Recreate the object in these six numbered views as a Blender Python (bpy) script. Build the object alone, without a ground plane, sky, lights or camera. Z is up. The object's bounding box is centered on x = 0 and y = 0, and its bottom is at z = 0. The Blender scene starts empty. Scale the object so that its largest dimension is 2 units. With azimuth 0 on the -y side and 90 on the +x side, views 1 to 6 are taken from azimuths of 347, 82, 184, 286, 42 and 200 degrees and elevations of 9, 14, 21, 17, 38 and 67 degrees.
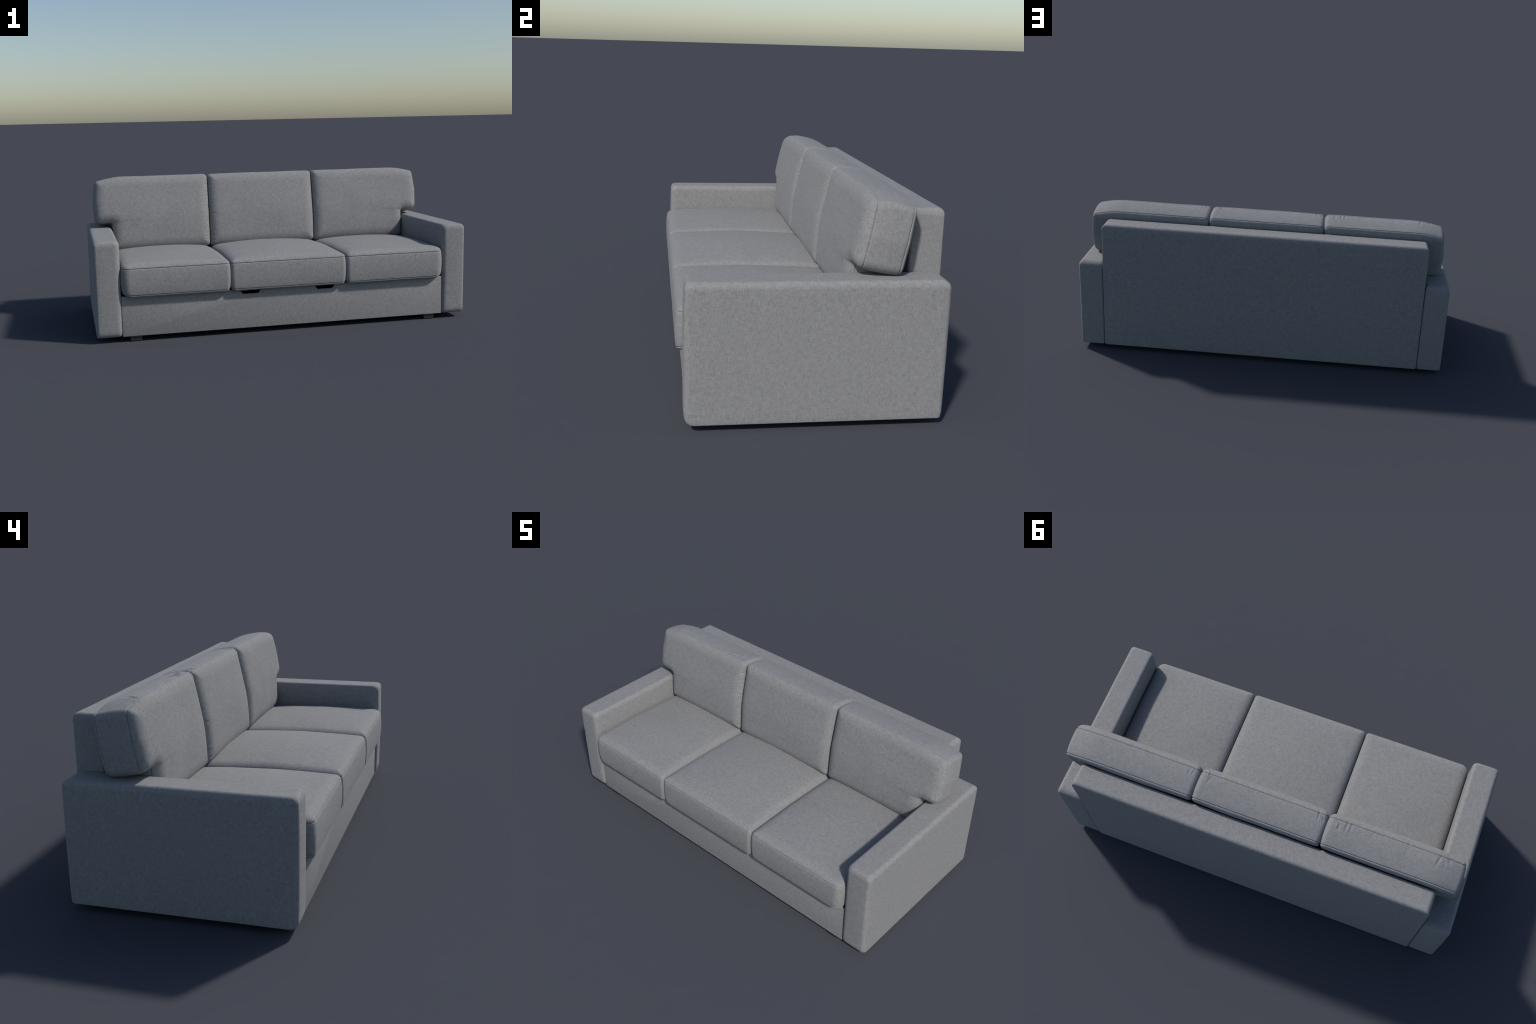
"""Three-seat fabric sofa: plinth base, two block arms, upright back frame,
three loose seat cushions and three leaning back cushions (outer two are
T-shaped, with an ear that sits over the arm)."""
import bpy, math
import numpy as np
from mathutils import Vector

# --------------------------------------------------------------- materials
def new_mat(name):
    m = bpy.data.materials.new(name)
    m.use_nodes = True
    nt = m.node_tree
    nt.nodes.clear()
    out = nt.nodes.new('ShaderNodeOutputMaterial')
    bs = nt.nodes.new('ShaderNodeBsdfPrincipled')
    nt.links.new(bs.outputs['BSDF'], out.inputs['Surface'])
    return m, nt, bs


def fabric_material():
    """Grey melange weave: threads along x, y and z drawn by stretched noise,
    so each face shows two thread directions, plus a soft blotchy melange."""
    m, nt, bs = new_mat('woven_grey_fabric')
    N, L = nt.nodes.new, nt.links.new
    tc = N('ShaderNodeTexCoord')

    def noise(scale, detail, rough, sx=1, sy=1, sz=1):
        mp = N('ShaderNodeMapping')
        mp.inputs['Scale'].default_value = (sx, sy, sz)
        L(tc.outputs['Object'], mp.inputs['Vector'])
        n = N('ShaderNodeTexNoise')
        n.inputs['Scale'].default_value = scale
        n.inputs['Detail'].default_value = detail
        n.inputs['Roughness'].default_value = rough
        L(mp.outputs['Vector'], n.inputs['Vector'])
        return n.outputs['Fac']

    def math_node(op, a, b):
        n = N('ShaderNodeMath')
        n.operation = op
        for i, v in enumerate((a, b)):
            if isinstance(v, (int, float)):
                n.inputs[i].default_value = v
            else:
                L(v, n.inputs[i])
        return n.outputs[0]

    k = FAB['stretch']
    tx = noise(FAB['thread'], 2.0, 0.6, k, 1, 1)
    ty = noise(FAB['thread'], 2.0, 0.6, 1, k, 1)
    tz = noise(FAB['thread'], 2.0, 0.6, 1, 1, k)
    threads = math_node('ADD', math_node('MULTIPLY', math_node('ADD', tx, ty), 0.92),
                        math_node('MULTIPLY', tz, 1.16))            # mean 1.5
    blotch = noise(55.0, 2.0, 0.5)
    total = math_node('ADD', math_node('MULTIPLY', threads, 0.80),
                      math_node('MULTIPLY', blotch, FAB['blotch']))  # mean 1.2+.5*b
    mid = 1.2 + 0.5 * FAB['blotch']
    mr = N('ShaderNodeMapRange')
    mr.inputs['From Min'].default_value = mid - 0.36
    mr.inputs['From Max'].default_value = mid + 0.36
    L(total, mr.inputs['Value'])
    ramp = N('ShaderNodeValToRGB')
    e = ramp.color_ramp.elements
    b = FAB['base']
    lo, hi = FAB['lo'], FAB['hi']
    e[0].position, e[0].color = 0.0, (b[0] * lo, b[1] * lo, b[2] * lo, 1)
    e[1].position, e[1].color = 1.0, (b[0] * hi, b[1] * hi, b[2] * hi, 1)
    mid_el = ramp.color_ramp.elements.new(0.5)
    mid_el.color = (b[0], b[1], b[2], 1)
    L(mr.outputs['Result'], ramp.inputs['Fac'])
    L(ramp.outputs['Color'], bs.inputs['Base Color'])
    bs.inputs['Roughness'].default_value = 0.92
    bs.inputs['Specular IOR Level'].default_value = 0.18
    bs.inputs['Sheen Weight'].default_value = 0.06
    bs.inputs['Sheen Roughness'].default_value = 0.5
    bump = N('ShaderNodeBump')
    bump.inputs['Strength'].default_value = 0.35
    bump.inputs['Distance'].default_value = 0.0015
    L(threads, bump.inputs['Height'])
    L(bump.outputs['Normal'], bs.inputs['Normal'])
    return m


def plain_material(name, col, rough, grain):
    m, nt, bs = new_mat(name)
    N, L = nt.nodes.new, nt.links.new
    tc = N('ShaderNodeTexCoord')
    n = N('ShaderNodeTexNoise')
    n.inputs['Scale'].default_value = grain
    L(tc.outputs['Object'], n.inputs['Vector'])
    r = N('ShaderNodeValToRGB')
    r.color_ramp.elements[0].color = tuple(c * 0.8 for c in col) + (1,)
    r.color_ramp.elements[1].color = tuple(c * 1.2 for c in col) + (1,)
    L(n.outputs['Fac'], r.inputs['Fac'])
    L(r.outputs['Color'], bs.inputs['Base Color'])
    bs.inputs['Roughness'].default_value = rough
    return m


FAB = dict(base=(0.248, 0.248, 0.249), lo=0.73, hi=1.23, thread=335.0,
           stretch=0.20, blotch=0.40)
FABRIC = fabric_material()
DARK = plain_material('near_black_interior', (0.006, 0.006, 0.006), 0.95, 60)
PLASTIC = plain_material('black_plastic', (0.026, 0.025, 0.023), 0.55, 90)

# --------------------------------------------------------------- scene tree
root = bpy.data.objects.new('sofa', None)
root['label'] = 'grey fabric three-seat sofa with loose cushions'
root['category'] = 'sofa'
bpy.context.collection.objects.link(root)


def add_object(name, verts, faces, mat, parent=root, smooth=True):
    me = bpy.data.meshes.new(name)
    me.from_pydata([tuple(v) for v in verts], [], faces)
    me.validate()
    me.update()
    me.polygons.foreach_set('use_smooth', [smooth] * len(me.polygons))
    me.materials.append(mat)
    ob = bpy.data.objects.new(name, me)
    bpy.context.collection.objects.link(ob)
    ob.parent = parent
    return ob


# --------------------------------------------------------------- noise helper
class SmoothNoise:
    """Sum of randomly oriented sine waves: a soft, seeded 3D wobble."""
    def __init__(self, seed, wavelength, count=14):
        r = np.random.default_rng(seed)
        d = r.normal(size=(count, 3))
        d /= np.linalg.norm(d, axis=1)[:, None]
        self.k = d * (2 * np.pi / (wavelength * r.uniform(0.7, 1.6, count)))[:, None]
        self.p = r.uniform(0, 2 * np.pi, count)
        self.n = count

    def __call__(self, P):
        return np.sin(P @ self.k.T + self.p).sum(axis=1) / math.sqrt(self.n)


# --------------------------------------------------------------- outlines
def fillet_polygon(corners, step=0.004):
    """corners: (x, y, radius), anticlockwise. Returns a dense closed polyline
    and the index of the middle of every corner's arc."""
    pts, mids = [], []
    n = len(corners)
    for i in range(n):
        p = np.array(corners[i][:2]); r = corners[i][2]
        a = np.array(corners[i - 1][:2]); c = np.array(corners[(i + 1) % n][:2])
        u = (a - p) / np.linalg.norm(a - p)
        w = (c - p) / np.linalg.norm(c - p)
        ang = math.acos(np.clip(u @ w, -1, 1))
        t = min(r / math.tan(ang / 2), 0.48 * np.linalg.norm(a - p),
                0.48 * np.linalg.norm(c - p))
        p0, p1 = p + u * t, p + w * t
        k = max(6, int(math.ceil(2 * t / 0.003)))
        k += k % 2
        rr = t * math.tan(ang / 2)
        bis = (u + w)
        bis /= np.linalg.norm(bis)
        cen = p + bis * (rr / math.sin(ang / 2))
        a0 = math.atan2(*(p0 - cen)[::-1])
        a1 = math.atan2(*(p1 - cen)[::-1])
        da = (a1 - a0 + math.pi) % (2 * math.pi) - math.pi
        arc = [cen + rr * np.array([math.cos(a0 + da * j / k), math.sin(a0 + da * j / k)])
               for j in range(k + 1)]
        mids.append(len(pts) + k // 2)
        pts.extend(arc)
    return np.array(pts), mids


def resample(poly, count):
    """cosine-clustered resampling of an open polyline (dense at both ends)"""
    seg = np.linalg.norm(np.diff(poly, axis=0), axis=1)
    s = np.concatenate([[0], np.cumsum(seg)])
    t = (1 - np.cos(np.linspace(0, math.pi, count))) / 2 * s[-1]
    return np.stack([np.interp(t, s, poly[:, k]) for k in range(2)], axis=1)


def distance_to_polyline(P, loop):
    best = np.full(len(P), 1e9)
    for a, b in zip(loop, np.roll(loop, -1, axis=0)):
        ab = b - a
        L2 = ab @ ab
        if L2 < 1e-14:
            continue
        t = np.clip(((P - a) @ ab) / L2, 0, 1)
        d = np.linalg.norm(P - a - t[:, None] * ab, axis=1)
        best = np.minimum(best, d)
    return best


# --------------------------------------------------------------- cushion
def cushion(name, corners, quad, thick, to_world, face, under, strip_bulge,
            creases=(), seed=1, wobble=0.0015, count=150, rim=None,
            seam_depth=0.0030, felled=0.0):
    """A box cushion: two panels sewn to a boxing strip along an outline.
    corners : outline in (a, b) with corner radii, anticlockwise from n+
    quad    : four corner indexes (bottom-left, bottom-right, top-right, top-left)
    thick   : distance between the two seams
    face    : function (d, s, t, a, b) -> height of the face panel over its seam
    under   : the same for the opposite panel
    rim     : optional function (a, b) -> shift of the two seams along n
    """
    loop, mids = fillet_polygon(corners)
    start = mids[quad[0]]
    idx = [(mids[q] - start) % len(loop) for q in quad] + [len(loop)]
    loop = np.roll(loop, -start, axis=0)
    closed = np.vstack([loop, loop[:1]])
    n = count
    bot, rgt, top, lft = [resample(closed[idx[i]:idx[i + 1] + 1], n) for i in range(4)]
    top, lft = top[::-1], lft[::-1]
    s = (1 - np.cos(np.linspace(0, math.pi, n))) / 2
    S, T = np.meshgrid(s, s, indexing='ij')          # S along bottom, T up
    s3, t3 = S[..., None], T[..., None]
    c00, c10, c01, c11 = bot[0], bot[-1], top[0], top[-1]
    G = ((1 - t3) * bot[:, None] + t3 * top[:, None]
         + (1 - s3) * lft[None] + s3 * rgt[None]
         - ((1 - s3) * (1 - t3) * c00 + s3 * (1 - t3) * c10
            + (1 - s3) * t3 * c01 + s3 * t3 * c11))
    flat = G.reshape(-1, 2)
    ring_ij = ([(i, 0) for i in range(n - 1)] + [(n - 1, j) for j in range(n - 1)]
               + [(i, n - 1) for i in range(n - 1, 0, -1)]
               + [(0, j) for j in range(n - 1, 0, -1)])
    ring = np.array([G[i, j] for i, j in ring_ij])
    D = distance_to_polyline(flat, ring).reshape(n, n)
    D[0, :] = D[-1, :] = D[:, 0] = D[:, -1] = 0

    def smooth_field(F, rounds=5):
        for _ in range(rounds):
            F[1:-1, 1:-1] = 0.5 * F[1:-1, 1:-1] + 0.125 * (
                F[2:, 1:-1] + F[:-2, 1:-1] + F[1:-1, 2:] + F[1:-1, :-2])
        return F

    A, B = G[..., 0], G[..., 1]
    Hf = smooth_field(face(D, S, T, A, B))
    Hu = smooth_field(under(D, S, T, A, B))
    sh_f, sh_u = rim(A, B) if rim else (0 * A, 0 * A)

    verts = [np.stack([A, B, thick / 2 + sh_f + Hf], -1).reshape(-1, 3),
             np.stack([A, B, -thick / 2 + sh_u - Hu], -1).reshape(-1, 3)]
    seam = [np.hypot(D, Hf).ravel(), np.hypot(D, Hu).ravel()]
    is_under = [np.zeros(n * n), np.ones(n * n)]

    def gid(i, j, side):
        return side * n * n + i * n + j
    faces = []
    for i in range(n - 1):
        for j in range(n - 1):
            faces.append((gid(i, j, 0), gid(i + 1, j, 0), gid(i + 1, j + 1, 0), gid(i, j + 1, 0)))
            faces.append((gid(i, j, 1), gid(i, j + 1, 1), gid(i + 1, j + 1, 1), gid(i + 1, j, 1)))
    # boxing strip, rings from face seam to under seam
    prev = [gid(i, j, 0) for i, j in ring_ij]
    last = [gid(i, j, 1) for i, j in ring_ij]
    tang = np.roll(ring, -1, axis=0) - np.roll(ring, 1, axis=0)
    tang /= np.linalg.norm(tang, axis=1)[:, None] + 1e-12
    outw = np.stack([tang[:, 1], -tang[:, 0]], -1)
    for _ in range(4):
        outw = 0.5 * outw + 0.25 * (np.roll(outw, 1, 0) + np.roll(outw, -1, 0))
    rf = np.array([sh_f[i, j] for i, j in ring_ij])
    ru = np.array([sh_u[i, j] for i, j in ring_ij])
    base = 2 * n * n
    ends = np.array([0.006, 0.013, 0.022, 0.034, 0.050, 0.078])
    fr = np.concatenate([ends, np.linspace(0.12, 0.88, 17), 1 - ends[::-1]])
    m = len(ring_ij)
    for q, f in enumerate(fr):
        bulge = strip_bulge * (4 * f * (1 - f)) ** 0.7
        ab = ring + outw * bulge
        z0, z1 = thick / 2 + rf, -thick / 2 + ru
        verts.append(np.column_stack([ab, z0 + (z1 - z0) * f]))
        seam.append(np.full(m, min(f, 1 - f) * thick))
        is_under.append(np.full(m, -1.0 if f < 0.5 else -2.0))
        cur = list(range(base + q * m, base + (q + 1) * m))
        for k in range(m):
            k2 = (k + 1) % m
            faces.append((prev[k2], prev[k], cur[k], cur[k2]))
        prev = cur
    for k in range(m):
        k2 = (k + 1) % m
        faces.append((prev[k2], prev[k], last[k], last[k2]))
    V = np.vstack(verts)
    ds = np.concatenate(seam)
    un = np.concatenate(is_under)

    me = bpy.data.meshes.new('tmp')
    me.from_pydata(V.tolist(), [], faces)
    me.update()
    nor = np.empty(len(V) * 3)
    me.vertices.foreach_get('normal', nor)
    nor = nor.reshape(-1, 3)
    bpy.data.meshes.remove(me)

    disp = -seam_depth * np.exp(-(ds / 0.0015) ** 2)
    # the under panel has a flat-felled seam: a second line beside the first
    disp -= np.where(un == 1, felled * np.exp(-((ds - 0.007) / 0.0015) ** 2), 0)
    # soft, uneven stuffing
    disp += wobble * SmoothNoise(seed, 0.22)(V) * np.clip(ds / 0.02, 0.25, 1)
    # puckers: short creases with a raised lip on one side
    pucker = np.zeros(len(V))
    for (ca, cb, cn, da, db, dn, length, width, depth) in creases:
        rel = V - np.array([ca, cb, cn])
        dr = np.array([da, db, dn], float)
        dr /= np.linalg.norm(dr)
        al = rel @ dr
        side = np.cross(nor, dr)
        ac = (rel * side).sum(1)
        off = np.linalg.norm(rel - al[:, None] * dr, axis=1)
        g = np.exp(-(al / length) ** 2) * np.exp(-(off / (4 * width)) ** 2)
        pucker += depth * g * (-np.exp(-(ac / width) ** 2)
                               + 0.4 * np.exp(-((ac - 1.9 * width) / (1.1 * width)) ** 2))
    disp += np.clip(pucker, -0.0042, 0.0025)
    V = V + nor * disp[:, None]
    ob = add_object(name, to_world(V), faces, FABRIC)
    return ob


# --------------------------------------------------------------- soft blocks
def soft_block(name, x0, x1, y0, y1, z0, z1, corner, top, bottom, mat=FABRIC,
               puff=(0.003, 0.003), seed=3):
    """Upholstered block lofted upward through rounded-rectangle plans.
    corner: plan radii at (x0y0, x1y0, x1y1, x0y1);
    top / bottom: (height of rounding, inset at x0, x1, y0, y1)."""
    levels = []
    def ease(h, ins, q):                    # quarter ellipse, q = 0 cap .. 1 wall
        a = q * math.pi / 2
        return h * (1 - math.sin(math.pi / 2 - a)), [i * (1 - math.sin(a)) for i in ins]
    nb, nt = 8, 12
    for q in np.linspace(0, 1, nb + 1):
        dz, ins = ease(bottom[0], bottom[1:], q)
        levels.append((z0 + dz, ins))
    za, zb = z0 + bottom[0], z1 - top[0]
    for f in np.linspace(0, 1, 30)[1:-1]:
        levels.append((za + (zb - za) * f, [0, 0, 0, 0]))
    for q in np.linspace(1, 0, nt + 1):
        dz, ins = ease(top[0], top[1:], q)
        levels.append((z1 - dz, ins))
    per, arc = 26, 9
    def plan(ins, shrink=1.0):
        a, b, c, d = x0 + ins[0], x1 - ins[1], y0 + ins[2], y1 - ins[3]
        pts = []
        cs = [(a, c, corner[0], 180), (b, c, corner[1], 270),
              (b, d, corner[2], 0), (a, d, corner[3], 90)]
        for k, (px, py, r, a0) in enumerate(cs):
            sx = 1 if px == a else -1
            sy = 1 if py == c else -1
            cx, cy = px + sx * r, py + sy * r
            for j in range(arc + 1):
                th = math.radians(a0 + 90 * j / arc)
                pts.append((cx + r * math.cos(th), cy + r * math.sin(th)))
            nx = cs[(k + 1) % 4]
            sx2 = 1 if nx[0] == a else -1
            sy2 = 1 if nx[1] == c else -1
            th = math.radians(nx[3])
            q = (nx[0] + sx2 * nx[2] + nx[2] * math.cos(th),
                 nx[1] + sy2 * nx[2] + nx[2] * math.sin(th))
            p = pts[-1]
            for j in range(1, per):
                f = j / per
                pts.append((p[0] + (q[0] - p[0]) * f, p[1] + (q[1] - p[1]) * f))
        return pts
    V, faces = [], []
    m = 4 * (arc + per)
    for z, ins in levels:
        V += [(x, y, z) for x, y in plan(ins)]
    for l in range(len(levels) - 1):
        for k in range(m):
            k2 = (k + 1) % m
            faces.append((l * m + k, l * m + k2, (l + 1) * m + k2, (l + 1) * m + k))
    # caps: concentric shrinking rings to the middle line
    for top_cap in (False, True):
        ring0 = (len(levels) - 1) * m if top_cap else 0
        z, ins = levels[-1] if top_cap else levels[0]
        pts = np.array(plan(ins))
        cx, cy = (x0 + x1) / 2, (y0 + y1) / 2
        hx, hy = (x1 - x0) / 2, (y1 - y0) / 2
        core = np.array([cx, cy])
        prev = list(range(ring0, ring0 + m))
        for f in (0.08,):
            # collapse the short direction fully, the long one only as much
            w = min(hx, hy)
            q = pts - core
            q = np.column_stack([np.sign(q[:, 0]) * np.maximum(np.abs(q[:, 0]) - f * w, 0),
                                 np.sign(q[:, 1]) * np.maximum(np.abs(q[:, 1]) - f * w, 0)])
            cur = list(range(len(V), len(V) + m))
            V += [(cx + x, cy + y, z) for x, y in q]
            for k in range(m):
                k2 = (k + 1) % m
                fc = (prev[k], prev[k2], cur[k2], cur[k])
                faces.append(fc if top_cap else fc[::-1])
            prev = cur
        faces.append(tuple(prev) if top_cap else tuple(prev[::-1]))
    V = np.array(V)
    if puff:
        # padded faces swell a little between their edges
        u = np.clip((V[:, 0] - x0) / (x1 - x0), 0, 1)
        v = np.clip((V[:, 1] - y0) / (y1 - y0), 0, 1)
        w = np.clip((V[:, 2] - z0) / (z1 - z0), 0, 1)
        b = lambda t: (4 * t * (1 - t)) ** 0.5
        V[:, 0] += puff[0] * np.sign(u - .5) * np.abs(2 * u - 1) ** 6 * (b(v) * b(w) - 1)
        V[:, 1] += puff[1] * np.sign(v - .5) * np.abs(2 * v - 1) ** 6 * (b(u) * b(w) - 1)
        V += 0.00025 * SmoothNoise(seed, 0.13)(V)[:, None] * np.array([1, 1, 0.6])
    return add_object(name, V, faces, mat)


# --------------------------------------------------------------- dimensions
ARM_IN, ARM_OUT = 0.8655, 1.000
BACK_Y, FRONT_Y = 0.461, -0.4315
LOW = 0.026
ARM_TOP = 0.5165

# arms (mirror images)
for sgn in (-1, 1):
    xa, xb = sorted((sgn * ARM_IN, sgn * ARM_OUT))
    ri, ro = 0.026, 0.018
    c = (ro, ri, 0.010, 0.014) if sgn < 0 else (ri, ro, 0.014, 0.010)
    side = (0.022, 0.020) if sgn < 0 else (0.020, 0.022)
    bot = (0.002, 0.002)
    soft_block('armrest', xa, xb, FRONT_Y - 0.002, BACK_Y - 0.003, LOW, ARM_TOP, c,
               (0.026, side[0], side[1], 0.018, 0.034),
               (0.030, bot[0], bot[1], 0.018, 0.003), seed=11 + sgn, puff=(0.002, 0.006))

# back frame
soft_block('backrest', -0.866, 0.866, 0.337, BACK_Y, LOW + 0.001, 0.7335,
           (0.012, 0.012, 0.008, 0.008), (0.026, 0.022, 0.022, 0.010, 0.022),
           (0.010, 0.003, 0.003, 0.003, 0.003), puff=(0.001, 0.004), seed=21)


# front panel of the plinth, with two hand slots in the top edge
def front_panel():
    h0, h1 = LOW, 0.2335
    ya, yb = -0.4205, -0.405
    zb = 0.2065
    prof = [(-0.8685, h0), (0.8685, h0), (0.8685, h1)]
    for cx in (0.2015, -0.2015):
        prof += [(cx + 0.060, h1), (cx + 0.041, zb), (cx - 0.041, zb), (cx - 0.060, h1)]
    prof += [(-0.8685, h1)]
    import bmesh
    bm = bmesh.new()
    f = bm.faces.new([bm.verts.new((x, ya, z)) for x, z in prof])
    r = bmesh.ops.extrude_face_region(bm, geom=[f])
    for v in [g for g in r['geom'] if isinstance(g, bmesh.types.BMVert)]:
        v.co.y = yb
    bmesh.ops.recalc_face_normals(bm, faces=bm.faces)
    bmesh.ops.bevel(bm, geom=[e for e in bm.edges if e.calc_face_angle(0) > 0.3],
                    offset=0.003, segments=3, affect='EDGES', profile=0.5)
    bmesh.ops.triangulate(bm, faces=[f for f in bm.faces if len(f.verts) > 4])
    me = bpy.data.meshes.new('front_panel')
    bm.to_mesh(me)
    bm.free()
    me.polygons.foreach_set('use_smooth', [True] * len(me.polygons))
    me.set_sharp_from_angle(angle=math.radians(35))
    me.materials.append(FABRIC)
    ob = bpy.data.objects.new('front_panel', me)
    bpy.context.collection.objects.link(ob)
    ob.parent = root


front_panel()


def plain_box(name, x0, x1, y0, y1, z0, z1, mat):
    V = [(x, y, z) for z in (z0, z1) for y in (y0, y1) for x in (x0, x1)]
    F = [(0, 2, 3, 1), (4, 5, 7, 6), (0, 1, 5, 4), (2, 6, 7, 3), (0, 4, 6, 2), (1, 3, 7, 5)]
    return add_object(name, V, F, mat, smooth=False)


plain_box('seat_deck', -0.862, 0.862, -0.385, 0.345, 0.216, 0.232, DARK)
plain_box('bottom_board', -0.862, 0.862, -0.404, 0.345, 0.031, 0.040, DARK)

# feet
foot = soft_block('foot', -0.03, 0.03, -0.03, 0.03, 0, 0.036, (0.004,) * 4,
                  (0.001, .001, .001, .001, .001), (0.002, .002, .002, .002, .002),
                  mat=PLASTIC, puff=None)
for k, (x, y) in enumerate([(-0.80, -0.380), (0.80, -0.380), (-0.80, 0.30), (0.80, 0.30)]):
    f = foot if k == 0 else foot.copy()
    if k:
        bpy.context.collection.objects.link(f)
        f.parent = root
    f.location = (x, y, 0)


# --------------------------------------------------------------- seat cushions
def round_over(D, w, h):
    q = np.clip(D / w, 0, 1)
    return h * np.sqrt(np.clip(1 - (1 - q) ** 2, 0, 1))


def crown(S, T, p=0.55):
    return np.clip(16 * S * (1 - S) * T * (1 - T), 0, 1) ** p


SEAT_Z = 0.311


def seat(x0, x1, r_left, r_right, seed, puffy):
    ya, yb = -0.4515, 0.335
    corners = [(x0, ya, r_left), (x1, ya, r_right), (x1, yb, 0.03), (x0, yb, 0.03)]

    def face(D, S, T, A, B):
        return round_over(D, 0.045, 0.022) + puffy * crown(S, T, 0.75)

    def under(D, S, T, A, B):
        return round_over(D, 0.015, 0.012) - 0.001

    def rim(A, B):
        # the lower seam lifts toward the front corners
        lift = (0.3 * r_left * np.exp(-((A - x0) / (0.7 * r_left)) ** 2)
                + 0.3 * r_right * np.exp(-((x1 - A) / (0.7 * r_right)) ** 2))
        back = -0.017 * np.clip((B + 0.15) / 0.40, 0, 1)      # falls toward the back
        return back, lift - 0.005

    def to_world(V):
        return V + np.array([0, 0, SEAT_Z])
    return cushion('seat_cushion', corners, (0, 1, 2, 3), 0.130, to_world, face, under,
                   0.006, seed=seed, rim=rim, wobble=0.0006, felled=0.0014)


seat(-0.8625, -0.3125, 0.040, 0.020, 31, 0.023)
seat(-0.3085, 0.3085, 0.022, 0.020, 32, 0.030)
seat(0.3125, 0.8625, 0.022, 0.040, 33, 0.023)

# --------------------------------------------------------------- back cushions
LEAN = math.atan(0.2)
CL, SL = math.cos(LEAN), math.sin(LEAN)
BC_Y, BC_Z, BC_T = 0.187, 0.380, 0.1275
B_TOP = 0.4105


def back_world(V):
    a, b, n = V[:, 0], V[:, 1], V[:, 2]
    # the lower part slumps back, so the face stands upright near the seat
    n = n - 0.021 * np.clip((0.20 - b) / 0.20, 0, 1.2) ** 1.5
    return np.column_stack([a, BC_Y + b * SL - n * CL, BC_Z + b * CL + n * SL])


def back_face(D, S, T, A, B):
    bb = B / B_TOP
    rise = 0.013 * crown(S, T, 0.5) * (0.55 + 0.45 * np.clip(bb * 1.6, 0, 1))
    return round_over(D, 0.056, 0.029) + rise


def back_under(D, S, T, A, B):
    return round_over(D, 0.022, 0.014) + 0.004 * crown(S, T)


def top_creases(rng, centre, count, spread, depth=0.0045):
    """short puckers running across the top boxing strip from the front seam"""
    out = []
    for k in range(count):
        a = centre + rng.uniform(-spread, spread)
        out.append((a, B_TOP + 0.004, BC_T / 2 - rng.uniform(0.004, 0.03),
                    rng.uniform(-0.35, 0.35), 0, 1, rng.uniform(0.012, 0.024),
                    rng.uniform(0.0028, 0.0042), depth * rng.uniform(0.6, 1.2)))
    return out


def edge_creases(rng, a_edge, inward, b0, b1, count, depth=0.0014):
    """small gathers along a vertical seam of the face panel"""
    out = []
    for k in range(count):
        b = rng.uniform(b0, b1)
        out.append((a_edge + inward * rng.uniform(0.004, 0.022), b,
                    BC_T / 2 + rng.uniform(0.006, 0.024), inward, rng.uniform(-0.4, 0.4), 0.6,
                    rng.uniform(0.008, 0.018), rng.uniform(0.0025, 0.004),
                    depth * rng.uniform(0.6, 1.2)))
    return out


def outer_cushion(sgn, creases, seed):
    inner = 0.3125
    pts = [(inner, 0.0, 0.022), (0.862, 0.0, 0.022), (0.862, 0.157, 0.014),
           (0.955, 0.154, 0.036), (0.960, 0.27, 0.1), (0.948, 0.387, 0.024),
           (0.84, B_TOP, 0.8), (inner, B_TOP, 0.024)]
    quad = (0, 1, 5, 7)
    if sgn < 0:
        pts = [(-x, y, r) for x, y, r in pts][::-1]
        quad = (7 - 1, 7 - 0, 7 - 7, 7 - 5)
    cushion('back_cushion', pts, quad, BC_T, back_world, back_face, back_under,
            0.006, creases=creases, seed=seed, wobble=0.0010)


def middle_cushion(creases, seed):
    pts = [(-0.3085, 0.0, 0.022), (0.3085, 0.0, 0.022), (0.3085, B_TOP, 0.024),
           (-0.3085, B_TOP, 0.024)]
    cushion('back_cushion', pts, (0, 1, 2, 3), BC_T, back_world, back_face, back_under,
            0.006, creases=creases, seed=seed, wobble=0.0010)


rng = np.random.default_rng(7)
left = (top_creases(rng, -0.375, 5, 0.045) + top_creases(rng, -0.52, 1, 0.01)
        + top_creases(rng, -0.68, 2, 0.02) + top_creases(rng, -0.86, 5, 0.045)
        + edge_creases(rng, -0.3125, -1, 0.03, 0.36, 20, 0.0026))
mid = (top_creases(rng, -0.27, 3, 0.025) + top_creases(rng, 0.26, 2, 0.02)
       + edge_creases(rng, -0.3085, 1, 0.02, 0.10, 7, 0.0026)
       + edge_creases(rng, -0.3085, 1, 0.15, 0.38, 5)
       + edge_creases(rng, 0.3085, -1, 0.03, 0.36, 7))
right = (top_creases(rng, 0.35, 2, 0.02, 0.002) + edge_creases(rng, 0.3125, 1, 0.05, 0.36, 6, 0.0015))
outer_cushion(-1, left, 41)
middle_cushion(mid, 42)
outer_cushion(1, right, 43)
